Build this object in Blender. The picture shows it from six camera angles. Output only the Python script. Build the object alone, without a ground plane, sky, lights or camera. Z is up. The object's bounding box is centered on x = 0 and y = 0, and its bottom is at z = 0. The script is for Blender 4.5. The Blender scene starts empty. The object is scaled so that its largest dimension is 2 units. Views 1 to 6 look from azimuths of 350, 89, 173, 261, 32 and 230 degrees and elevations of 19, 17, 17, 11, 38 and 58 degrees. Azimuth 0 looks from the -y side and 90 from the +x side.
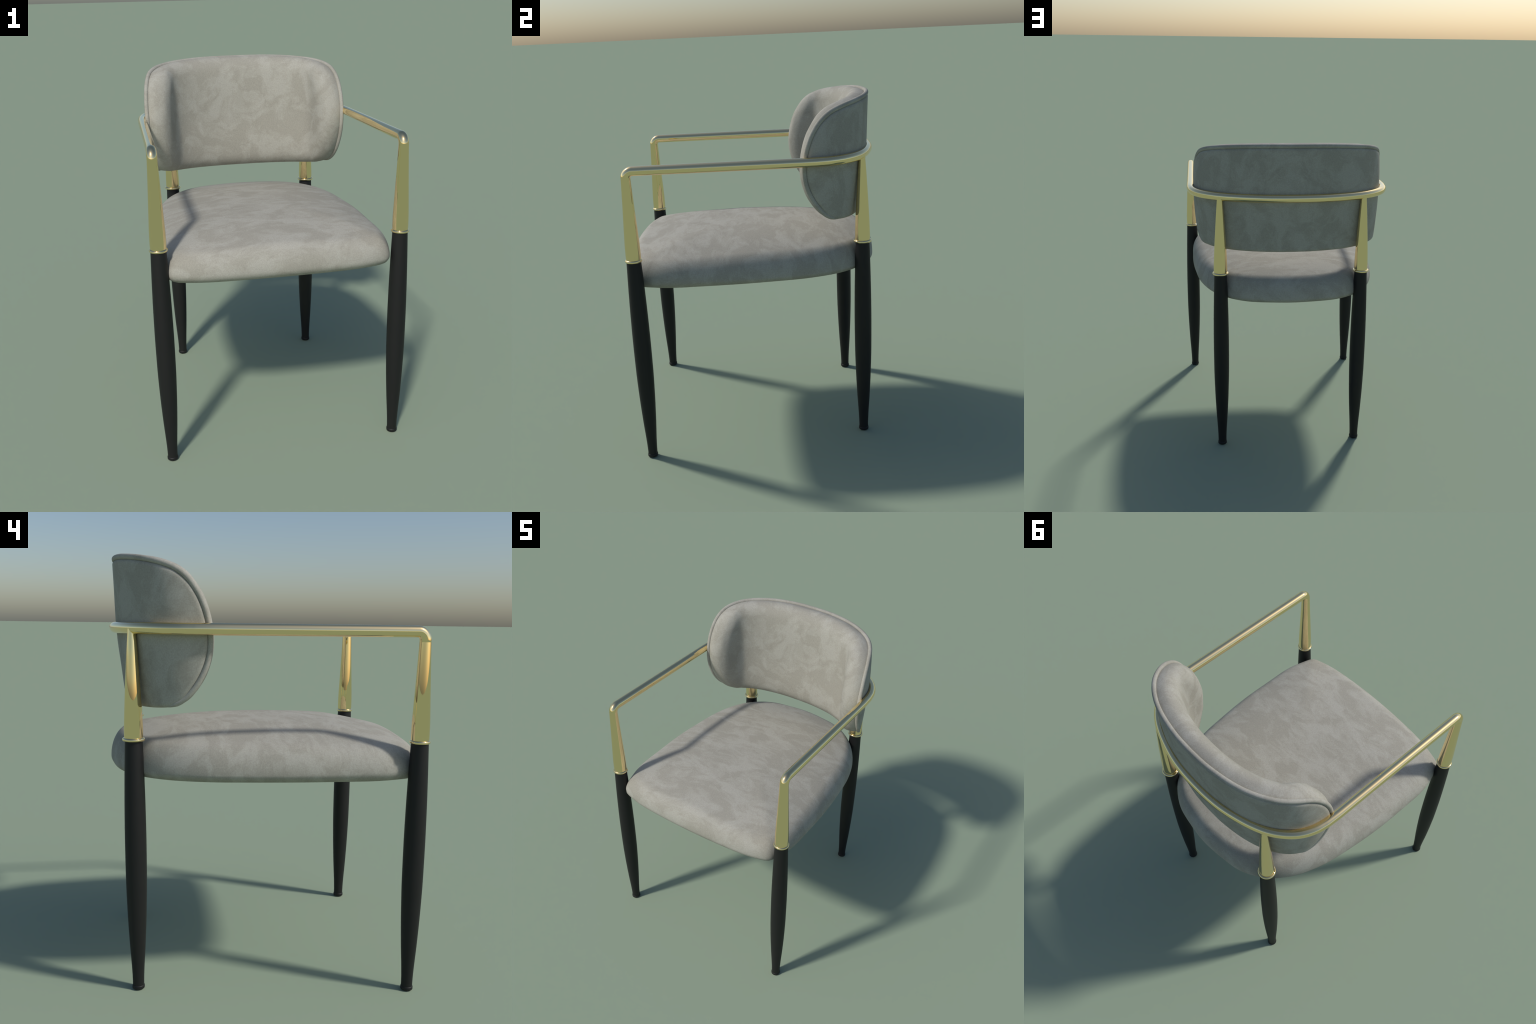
"""Upholstered dining armchair: grey suede seat and wrap-around backrest,
brass arm rail with tapered brass sleeves on four black turned legs."""
import bpy, bmesh, math
from mathutils import Vector

# ------------------------------------------------------------------ helpers
def pchip(pts):
    """Monotone-ish smooth interpolation through (x, y) control points."""
    xs = [p[0] for p in pts]; ys = [p[1] for p in pts]; n = len(xs)
    h = [xs[i + 1] - xs[i] for i in range(n - 1)]
    d = [(ys[i + 1] - ys[i]) / h[i] for i in range(n - 1)]
    m = [0.0] * n
    m[0], m[-1] = d[0], d[-1]
    for i in range(1, n - 1):
        if d[i - 1] * d[i] > 0:
            w1, w2 = 2 * h[i] + h[i - 1], h[i] + 2 * h[i - 1]
            m[i] = (w1 + w2) / (w1 / d[i - 1] + w2 / d[i])
    def f(x):
        x = min(max(x, xs[0]), xs[-1])
        k = 0
        while k < n - 2 and x > xs[k + 1]:
            k += 1
        t = (x - xs[k]) / h[k]
        a, b, c, e = 2*t**3 - 3*t*t + 1, t**3 - 2*t*t + t, -2*t**3 + 3*t*t, t**3 - t*t
        return a*ys[k] + b*h[k]*m[k] + c*ys[k+1] + e*h[k]*m[k+1]
    return f

def spline(pts, per=12, closed=False):
    """Centripetal Catmull-Rom through control points (any dimension)."""
    P = [Vector(p) for p in pts]; n = len(P); out = []
    def at(i):
        if closed: return P[i % n]
        if i < 0: return 2 * P[0] - P[1]
        if i >= n: return 2 * P[-1] - P[-2]
        return P[i]
    for i in range(n if closed else n - 1):
        p0, p1, p2, p3 = at(i-1), at(i), at(i+1), at(i+2)
        t0 = 0.0
        t1 = t0 + max((p1-p0).length, 1e-6) ** .5
        t2 = t1 + max((p2-p1).length, 1e-6) ** .5
        t3 = t2 + max((p3-p2).length, 1e-6) ** .5
        for k in range(per):
            t = t1 + (t2 - t1) * k / per
            a1 = (t1-t)/(t1-t0)*p0 + (t-t0)/(t1-t0)*p1
            a2 = (t2-t)/(t2-t1)*p1 + (t-t1)/(t2-t1)*p2
            a3 = (t3-t)/(t3-t2)*p2 + (t-t2)/(t3-t2)*p3
            b1 = (t2-t)/(t2-t0)*a1 + (t-t0)/(t2-t0)*a2
            b2 = (t3-t)/(t3-t1)*a2 + (t-t1)/(t3-t1)*a3
            out.append((t2-t)/(t2-t1)*b1 + (t-t1)/(t2-t1)*b2)
    if not closed: out.append(P[-1].copy())
    return out

def resample(pts, n, closed=False):
    P = list(pts) + ([pts[0]] if closed else [])
    L = [0.0]
    for a, b in zip(P, P[1:]): L.append(L[-1] + (b - a).length)
    out, k = [], 0
    for i in range(n):
        s = L[-1] * i / (n if closed else n - 1)
        while k < len(P) - 2 and s > L[k + 1]: k += 1
        t = (s - L[k]) / max(L[k+1] - L[k], 1e-9)
        out.append(P[k].lerp(P[k+1], min(t, 1.0)))
    return out

def add_mesh(name, verts, faces, mat, parent=None, loc=(0, 0, 0), smooth=True, angle=None):
    me = bpy.data.meshes.new(name)
    me.from_pydata([tuple(v) for v in verts], [], faces)
    bm = bmesh.new(); bm.from_mesh(me)
    bmesh.ops.remove_doubles(bm, verts=bm.verts, dist=1e-6)
    bmesh.ops.recalc_face_normals(bm, faces=bm.faces)
    bm.to_mesh(me); bm.free()
    if smooth:
        me.polygons.foreach_set("use_smooth", [True] * len(me.polygons))
        if angle: me.set_sharp_from_angle(angle=math.radians(angle))
    me.materials.append(mat)
    return link(name, me, parent, loc)

def link(name, data, parent=None, loc=(0, 0, 0)):
    ob = bpy.data.objects.new(name, data)
    bpy.context.scene.collection.objects.link(ob)
    ob.location = loc
    if parent: ob.parent = parent
    return ob

def grid_faces(rows, cols, wrap):
    f = []
    for i in range(rows - 1):
        for j in range(cols if wrap else cols - 1):
            k = (j + 1) % cols
            f.append((i*cols + j, i*cols + k, (i+1)*cols + k, (i+1)*cols + j))
    return f

def lathe(name, prof, mat, seg=48, parent=None, loc=(0, 0, 0), caps=(True, True), angle=40):
    """Turn a list of (radius, z) about the z axis."""
    v = [(r*math.cos(2*math.pi*j/seg), r*math.sin(2*math.pi*j/seg), z) for r, z in prof for j in range(seg)]
    f = grid_faces(len(prof), seg, True)
    if caps[0]: f.append(tuple(range(seg))[::-1])
    if caps[1]: f.append(tuple((len(prof)-1)*seg + j for j in range(seg)))
    return add_mesh(name, v, f, mat, parent, loc, True, angle)

def sweep(name, path, radius, mat, seg=28, parent=None, up=Vector((0, 0, 1)), closed=False, caps=True, start=None):
    """Round tube along a path; radius is a number or function of 0..1."""
    n = len(path); v = []
    t = [(path[min(i+1, n-1)] - path[max(i-1, 0)]).normalized() for i in range(n)]
    ref = start or (up - t[0]*up.dot(t[0])).normalized()
    for i in range(n):
        ref = (ref - t[i]*ref.dot(t[i])).normalized()
        b = t[i].cross(ref)
        r = radius(i/(n-1)) if callable(radius) else radius
        for j in range(seg):
            a = 2*math.pi*j/seg
            v.append(path[i] + r*(math.cos(a)*ref + math.sin(a)*b))
    f = grid_faces(n, seg, True)
    if caps:
        f.append(tuple(range(seg))[::-1]); f.append(tuple((n-1)*seg + j for j in range(seg)))
    return add_mesh(name, v, f, mat, parent, angle=50)

# ---------------------------------------------------------------- materials
def new_mat(name):
    m = bpy.data.materials.new(name); m.use_nodes = True
    nt = m.node_tree
    return m, nt, nt.nodes["Principled BSDF"]

def node(nt, kind, **inp):
    n = nt.nodes.new(kind)
    for k, v in inp.items():
        n.inputs[k.replace("_", " ")].default_value = v
    return n

def suede(name, shift, stretch):
    m, nt, bs = new_mat(name); L = nt.links.new
    tc = nt.nodes.new("ShaderNodeTexCoord")
    mp = nt.nodes.new("ShaderNodeMapping")
    mp.inputs["Location"].default_value = shift
    mp.inputs["Scale"].default_value = stretch
    L(tc.outputs["Object"], mp.inputs["Vector"])
    # warp the coordinates so that the brushed nap makes irregular streaks
    warp = node(nt, "ShaderNodeTexNoise", Scale=3.6, Detail=2.5)
    L(mp.outputs["Vector"], warp.inputs["Vector"])
    sub = nt.nodes.new("ShaderNodeVectorMath"); sub.operation = 'SUBTRACT'
    sub.inputs[1].default_value = (.5, .5, .5)
    L(warp.outputs["Color"], sub.inputs[0])
    sc = nt.nodes.new("ShaderNodeVectorMath"); sc.operation = 'SCALE'; sc.inputs["Scale"].default_value = .42
    L(sub.outputs["Vector"], sc.inputs[0])
    ad = nt.nodes.new("ShaderNodeVectorMath"); ad.operation = 'ADD'
    L(mp.outputs["Vector"], ad.inputs[0]); L(sc.outputs["Vector"], ad.inputs[1])
    cloud = node(nt, "ShaderNodeTexNoise", Scale=5.6, Detail=13.0, Roughness=.62, Distortion=.0)
    L(ad.outputs["Vector"], cloud.inputs["Vector"])
    # brushed streaks: the same space turned and stretched along the nap
    turn = nt.nodes.new("ShaderNodeMapping")
    turn.inputs["Rotation"].default_value = (.35, .5, .75)
    turn.inputs["Scale"].default_value = (1.0, 2.3, 1.8)
    L(ad.outputs["Vector"], turn.inputs["Vector"])
    streak = node(nt, "ShaderNodeTexNoise", Scale=6.0, Detail=11.0, Roughness=.64, Distortion=.1)
    L(turn.outputs["Vector"], streak.inputs["Vector"])
    both = nt.nodes.new("ShaderNodeMix")
    both.inputs["Factor"].default_value = .36
    L(cloud.outputs["Fac"], both.inputs["A"]); L(streak.outputs["Fac"], both.inputs["B"])
    # crushed patches: a narrow ramp gives them feathered but clear edges, a broad cloud drifts underneath
    ramp = nt.nodes.new("ShaderNodeValToRGB")
    ramp.color_ramp.interpolation = 'EASE'
    e = ramp.color_ramp.elements
    e[0].position, e[0].color = .455, (*DARK, 1)
    e[1].position, e[1].color = .56, (*LIGHT, 1)
    mid = e.new(.505); mid.color = (*MID, 1)
    L(both.outputs["Result"], ramp.inputs["Fac"])
    # fine nap grain
    grain = node(nt, "ShaderNodeTexNoise", Scale=170.0, Detail=3.0, Roughness=.75)
    L(tc.outputs["Object"], grain.inputs["Vector"])
    gr = nt.nodes.new("ShaderNodeMapRange")
    gr.inputs["From Min"].default_value, gr.inputs["From Max"].default_value = .3, .7
    gr.inputs["To Min"].default_value, gr.inputs["To Max"].default_value = .88, 1.12
    L(grain.outputs["Fac"], gr.inputs["Value"])
    mx = nt.nodes.new("ShaderNodeVectorMath"); mx.operation = 'SCALE'
    L(ramp.outputs["Color"], mx.inputs[0]); L(gr.outputs["Result"], mx.inputs["Scale"])
    L(mx.outputs["Vector"], bs.inputs["Base Color"])
    bs.inputs["Roughness"].default_value = .85
    bs.inputs["Specular IOR Level"].default_value = .2
    bs.inputs["Sheen Weight"].default_value = .0
    bs.inputs["Sheen Roughness"].default_value = .5
    bp = node(nt, "ShaderNodeBump", Strength=.12, Distance=.002)
    L(grain.outputs["Fac"], bp.inputs["Height"]); L(bp.outputs["Normal"], bs.inputs["Normal"])
    return m

DARK, MID, LIGHT = (.329, .316, .271), (.358, .346, .300), (.383, .372, .327)
suede_seat = suede("grey_suede_seat", (3.1, 1.7, .4), (.85, 1.35, 1.0))
suede_back = suede("grey_suede_back", (7.3, 2.2, 5.1), (1.15, 1.0, 1.0))

brass, nt, bs = new_mat("polished_brass")
tc = nt.nodes.new("ShaderNodeTexCoord")
nz = node(nt, "ShaderNodeTexNoise", Scale=9.0, Detail=3.0)
nt.links.new(tc.outputs["Object"], nz.inputs["Vector"])
mr = nt.nodes.new("ShaderNodeMapRange")
mr.inputs["To Min"].default_value, mr.inputs["To Max"].default_value = .012, .022
nt.links.new(nz.outputs["Fac"], mr.inputs["Value"])
nt.links.new(mr.outputs["Result"], bs.inputs["Roughness"])
bs.inputs["Base Color"].default_value = (.98, .80, .43, 1)
bs.inputs["Metallic"].default_value = 1.0

black, nt, bs = new_mat("black_powder_coat")
tc = nt.nodes.new("ShaderNodeTexCoord")
nz = node(nt, "ShaderNodeTexNoise", Scale=320.0, Detail=2.0)
nt.links.new(tc.outputs["Object"], nz.inputs["Vector"])
rp = nt.nodes.new("ShaderNodeValToRGB")
rp.color_ramp.elements[0].color = (.0085, .0085, .0088, 1)
rp.color_ramp.elements[1].color = (.0125, .0122, .0122, 1)
nt.links.new(nz.outputs["Fac"], rp.inputs["Fac"])
nt.links.new(rp.outputs["Color"], bs.inputs["Base Color"])
bs.inputs["Roughness"].default_value = .55
bs.inputs["Specular IOR Level"].default_value = .35

# --------------------------------------------------------------------- root
chair = bpy.data.objects.new("armchair", None)
bpy.context.scene.collection.objects.link(chair)
chair["label"] = "grey suede dining armchair with brass arm rail and black legs"
chair["category"] = "armchair"

# --------------------------------------------------------------------- legs
FRONT, REAR = (.622, -.645), (.444, .616)
RAIL_Z, RAIL_R = 1.675, .0256
RING_Z = 1.191
leg_r = pchip([(.0, .0264), (.04, .0266), (.082, .0281), (.238, .0373), (.394, .0442), (.55, .0480), (.706, .0487), (.862, .0474),
               (1.018, .0443), (1.186, .0394)])
def leg_profile():
    return [(leg_r(z), z) for z in [.012 + (1.186 - .012) * i / 44 for i in range(45)]]

def arc_prof(cr, cz, r, a0, a1, n):
    return [(cr + r*math.cos(math.radians(a0 + (a1-a0)*i/n)), cz + r*math.sin(math.radians(a0 + (a1-a0)*i/n))) for i in range(n+1)]

def build_leg(pos, rear, first):
    x, y = pos
    if first is None:
        lo = lathe("leg", leg_profile(), black, 56, chair, (x, y, 0))
        ring_r, bead = (.0425, .0082) if rear else (.0382, .0082)
        ring = lathe("collar", [(ring_r - .010, RING_Z - bead)] + arc_prof(ring_r, RING_Z, bead, -90, 90, 14) + [(ring_r - .010, RING_Z + bead)],
                     brass, 64, lo, caps=(True, True), angle=60)
        fr = .0290
        foot = lathe("foot_cap", [(fr - .008, 0)] + arc_prof(fr - .006, .006, .006, -90, 0, 5) + arc_prof(fr - .006, .014, .006, 0, 90, 5) + [(fr - .010, .021)],
                     black, 40, lo, angle=60)
        if rear:
            pr = [(.0415, RING_Z), (.0424, 1.215), (.0404, 1.288), (.0369, 1.362), (.033, 1.435), (.0284, 1.509), (.0238, 1.582), (.0190, 1.645), (.0172, RAIL_Z - .002)]
        else:
            pr = [(.0395, RING_Z), (.0410, 1.215), (.0408, 1.257), (.0380, 1.335), (.0345, 1.415), (.0310, 1.495), (.0280, 1.57), (.0258, 1.63)]
        pf = pchip([(z, r) for r, z in pr])
        z0, z1 = pr[0][1], pr[-1][1]
        sl = lathe("brass_sleeve", [(pf(z0 + (z1-z0)*i/24), z0 + (z1-z0)*i/24) for i in range(25)], brass, 64, lo, caps=(True, rear))
        return lo, (ring, foot, sl)
    lo = link("leg", first[0].data, chair, (x, y, 0))
    for o in first[1]:
        link(o.name.split(".")[0], o.data, lo)
    return first

f = build_leg((-FRONT[0], FRONT[1]), False, None); build_leg(FRONT, False, f)
r = build_leg((-REAR[0], REAR[1]), True, None);  build_leg(REAR, True, r)

# ----------------------------------------------------------------- arm rail
# half plan of the rail: straight arm, tight turn, long shallow bow at the back
half_plan = [(.0, .700), (.10, .697), (.19, .687), (.29, .664), (.38, .635), (.46, .597), (.525, .548), (.575, .489), (.606, .42), (.619, .35)]
bow = spline([(-x, y) for x, y in half_plan[::-1]] + half_plan[1:], 8)
ELBOW = .036
arm = []
fx, fy = FRONT
def elbow(side, rev):
    pts = []
    for i in range(13):
        a = math.pi/2 * i/12
        pts.append(Vector((side*fx, fy + ELBOW*(1-math.cos(a)), RAIL_Z - ELBOW + ELBOW*math.sin(a))))
    return pts[::-1] if rev else pts
arm.append(Vector((-fx, fy, 1.63)))
arm += elbow(-1, False)
for i in range(1, 16): arm.append(Vector((-fx, fy + ELBOW + (.33 - fy - ELBOW)*i/16, RAIL_Z)))
arm += [Vector((p[0], p[1], RAIL_Z)) for p in bow]
for i in range(1, 16): arm.append(Vector((fx, .33 + (fy + ELBOW - .33)*i/16, RAIL_Z)))
arm += elbow(1, True)
arm.append(Vector((fx, fy, 1.63)))
def arm_radius(t):
    e = min(t, 1-t)
    return RAIL_R + (.0258 - RAIL_R) * max(0, 1 - e/.05)
sweep("arm_rail", arm, arm_radius, brass, 40, chair, start=Vector((-1, 0, 0)), caps=False)

# ------------------------------------------------------------- seat cushion
seat_half = [(0, -.735), (.231, -.729), (.399, -.715), (.497, -.694), (.560, -.669), (.591, -.596), (.617, -.490), (.622, -.291), (.619, -.096),
             (.603, .096), (.570, .314), (.503, .493), (.409, .613), (.284, .690), (.140, .720)]
# the stuffing bulges a little more on the left than on the right
outline = [(x*.993, y) for x, y in seat_half] + [(0, .732)] + [(-x*1.018, y) for x, y in seat_half[:0:-1]]
SEG = 192
plan = resample(spline(outline, 10, True), SEG, True)
SC = Vector((0, 0.0))
CROWN = 1.243
def by_side(p, side, front, rear):
    d = p.normalized()
    return side*d.x*d.x + (front if d.y < 0 else rear)*d.y*d.y
verts, RT, RB = [], 48, 22
for i in range(RT + 1):                       # crown: flat dome plus a rolled edge
    rho = math.sin(math.pi/2 * i/RT)
    for p in plan:
        waist = by_side(p, 1.050, 1.062, 1.046)
        roll, width, power = by_side(p, .099, .103, .120), by_side(p, .076, .088, .068), by_side(p, 2.9, 2.5, 2.3)
        d = p.normalized()
        if d.y < 0: roll -= .022*(2*d.x*d.y)**2       # front corners sit a little lower
        d = min(max((1-rho)*p.length/width, 0), 1)
        z = waist + roll*math.sqrt(1-(1-d)**2) + (CROWN - waist - roll)*(1-rho**power)
        verts.append((p.x*max(rho, 1e-4), p.y*max(rho, 1e-4), z))
INSET = .048
for i in range(1, RB + 1):                    # waist, round the lower edge, flat underside
    t = i/RB
    a = math.radians(70) * min(t/.7, 1)            # stops short of flat: a crisp lower edge
    w = 1 if t < .7 else 1 - (t-.7)/.3
    for p in plan:
        waist, low = by_side(p, 1.050, 1.062, 1.046), 1.009
        k = (1 - INSET*(1-math.cos(a))/(1-math.cos(math.radians(70)))/p.length) * max(w, 1e-4)
        verts.append((p.x*k, p.y*k, waist - (waist-low)*math.sin(a)/math.sin(math.radians(70)) - .003*(1-w)))
add_mesh("seat_cushion", verts, grid_faces(RT + RB + 1, SEG, True), suede_seat, chair)

# ----------------------------------------------------------------- backrest
# plan of the outer face at rail height, measured by arc length from the middle
back_half = [(.0, .692), (.10, .689), (.19, .678), (.28, .660), (.37, .630), (.45, .588), (.515, .536), (.564, .468), (.590, .39), (.599, .31), (.600, .22)]
plan_curve = resample(spline(back_half, 16), 400)
plan_len = sum((b-a).length for a, b in zip(plan_curve, plan_curve[1:]))
def plan_at(s):
    """Point and inward normal of the outer face at signed arc length s."""
    a = min(abs(s)/plan_len, .9999)*(len(plan_curve)-1)
    i = int(a); p = plan_curve[i].lerp(plan_curve[min(i+1, len(plan_curve)-1)], a-i)
    lo, hi = plan_curve[max(i-6, 0)], plan_curve[min(i+7, len(plan_curve)-1)]
    if i < 6: lo = Vector((-plan_curve[6-i].x, plan_curve[6-i].y))
    t = (hi-lo).normalized(); n = Vector((t.y, -t.x))
    n = -n if n.y > 0 and i < 200 else n
    if n.dot(Vector((0, .25)) - p) < 0: n = -n
    sg = 1 if s >= 0 else -1
    return Vector((sg*p.x, p.y)), Vector((sg*n.x, n.y))
lean = pchip([(1.30, -.042), (1.49, -.020), (1.63, -.003), (1.70, .002), (1.87, .008), (2.01, .014)])
lean_wing = pchip([(1.30, -.026), (1.46, -.009), (1.63, .0), (1.75, .002), (1.86, -.003), (1.96, -.013)])
def back_point(s, z, depth):
    p, n = plan_at(s)
    out = lean(z)*n.y*n.y + lean_wing(z)*n.x*n.x                              # the shell leans back, opening upward
    q = p + n*(depth - out)
    return Vector((q.x, q.y, z))

top_half = [(.0, 1.9995), (.20, 1.998), (.36, 1.990), (.50, 1.976), (.60, 1.957), (.675, 1.931), (.735, 1.886), (.778, 1.827), (.808, 1.758), (.825, 1.690),
            (.831, 1.620), (.822, 1.550), (.796, 1.480), (.752, 1.412), (.700, 1.368), (.63, 1.342), (.54, 1.333), (.38, 1.328), (.18, 1.325)]
shape = top_half + [(0, 1.324)] + [(-x, z) for x, z in top_half[:0:-1]]
BN = 224
edge = resample(spline(shape, 12, True), BN, True)
def inset_edge(dist_top, dist_bottom):
    """Offset the outline inwards, by different amounts at the bottom."""
    out = []
    for i, p in enumerate(edge):
        t = (edge[(i+1) % BN] - edge[i-1]).normalized()
        n = Vector((t.y, -t.x))
        if n.dot(Vector((p.x*.6, 1.66)) - p) < 0: n = -n
        w = min(max((p.y - 1.345)/.07, 0), 1); w = w*w*(3-2*w)
        out.append(p + n*(dist_bottom + (dist_top-dist_bottom)*w))
    return out
BC = Vector((0, 1.66))
def edge_distance(q, ring):
    best = 9.0
    for a, b in zip(ring, ring[1:] + ring[:1]):
        ab = b-a; t = min(max((q-a).dot(ab)/max(ab.dot(ab), 1e-12), 0), 1)
        best = min(best, (q - a - ab*t).length_squared)
    return best ** .5
def pillow(name, ring, front, back, mat, parent, rings=26):
    """Closed padded sheet: ring is the outline in (s, z), front/back give depth by edge distance."""
    v = []
    levels = [1 - (1 - i/rings)**1.0 for i in range(rings+1)]
    rho = [math.sin(math.pi/2*l) for l in levels]
    for r_ in rho:
        for p in ring:
            q = BC + (p-BC)*max(r_, 1e-4)
            v.append(back_point(q.x, q.y, front(edge_distance(q, ring))))
    for r_ in rho[::-1][1:] if abs(front(0)-back(0)) < 1e-6 else rho[::-1]:
        for p in ring:
            q = BC + (p-BC)*max(r_, 1e-4)
            v.append(back_point(q.x, q.y, back(edge_distance(q, ring))))
    n = len(v)//BN
    return add_mesh(name, v, grid_faces(n, BN, True), mat, parent)

# front cushion: tucked in behind the piping, swelling out past it, then rolling over to the front
WALL = .066
def pad(s):
    t = min(max((abs(s)-.34)/.28, 0), 1)
    return .154 + .008*t*t*(3-2*t) - .013*math.exp(-((abs(s)-.53)/.09)**2)   # eased in the fold
tuck, swell = inset_edge(.026, .004), []
for i, p in enumerate(edge):
    t = (edge[(i+1) % BN] - edge[i-1]).normalized()
    n = Vector((t.y, -t.x))
    if n.dot(Vector((p.x*.6, 1.66)) - p) < 0: n = -n
    tip = min(max((abs(p.x)-.62)/.18, 0), 1)
    swell.append(p - n*(.010*tip))
v, soft = [], set()
for i in range(31):
    rho = math.sin(math.pi/2*i/30)
    for p in swell:
        q = BC + (p-BC)*max(rho, 1e-4)
        d = edge_distance(q, swell)
        wing = min(max((abs(q.x)-.36)/.26, 0), 1)
        lip, dome = 1 - min(d/(.075 - .010*wing), 1), 1 - min(d/.25, 1)
        share = .66 + .16*wing
        rise = share*(1 - lip**2.1)**.5 + (1-share)*(1 - dome**2.1)
        if d > .018: soft.add(len(v))
        v.append(back_point(q.x, q.y, WALL + (pad(q.x)-WALL)*rise))
# let the stuffing settle: relax the front face so that the folds beside the wings are soft
for _ in range(16):
    new = {}
    for k in soft:
        i, j = divmod(k, BN)
        if i < 2: continue
        around = v[i*BN + (j+1) % BN] + v[i*BN + (j-1) % BN] + v[k+BN] + v[k-BN]
        new[k] = v[k].lerp(around/4, .5)
    for k, p in new.items(): v[k] = p
for i in range(1, 10):
    a = math.pi/2*i/9
    for p, q in zip(swell, tuck):
        w = p.lerp(q, (i/9)**1.6)
        v.append(back_point(w.x, w.y, WALL + (.012-WALL)*math.sin(a)))
for rho in (.8, .5, .2, .0001):
    for p in tuck:
        q = BC + (p-BC)*rho
        v.append(back_point(q.x, q.y, .010))
backrest = add_mesh("backrest", v, grid_faces(len(v)//BN, BN, True), suede_back, chair)
def panel_out(d):
    t = min(d/.017, 1.0)
    return .016 * (1 - (1 - (1-t)**2) ** .5) - .0005
pillow("back_panel", inset_edge(.0195, .0015), panel_out, lambda d: panel_out(0) + min(d/.02, 1)*.01, suede_back, backrest)

# piping cord round the sides and top, dying out into the bottom corners
PIPE = .0125
ring = inset_edge(PIPE - .002, .006)
order = sorted(range(BN), key=lambda i: (math.atan2(ring[i].x, ring[i].y - 1.66)))
cord = [ring[i] for i in order if ring[i].y > 1.40 or (abs(ring[i].x) > .60)]
cord = resample(cord, 260)
path = [back_point(p.x, p.y, .0110) for p in cord]
sweep("piping", path, lambda t: PIPE * min(1, .25 + min(t, 1-t)/.03), suede_back, 20, backrest, up=Vector((0, -1, 0)))
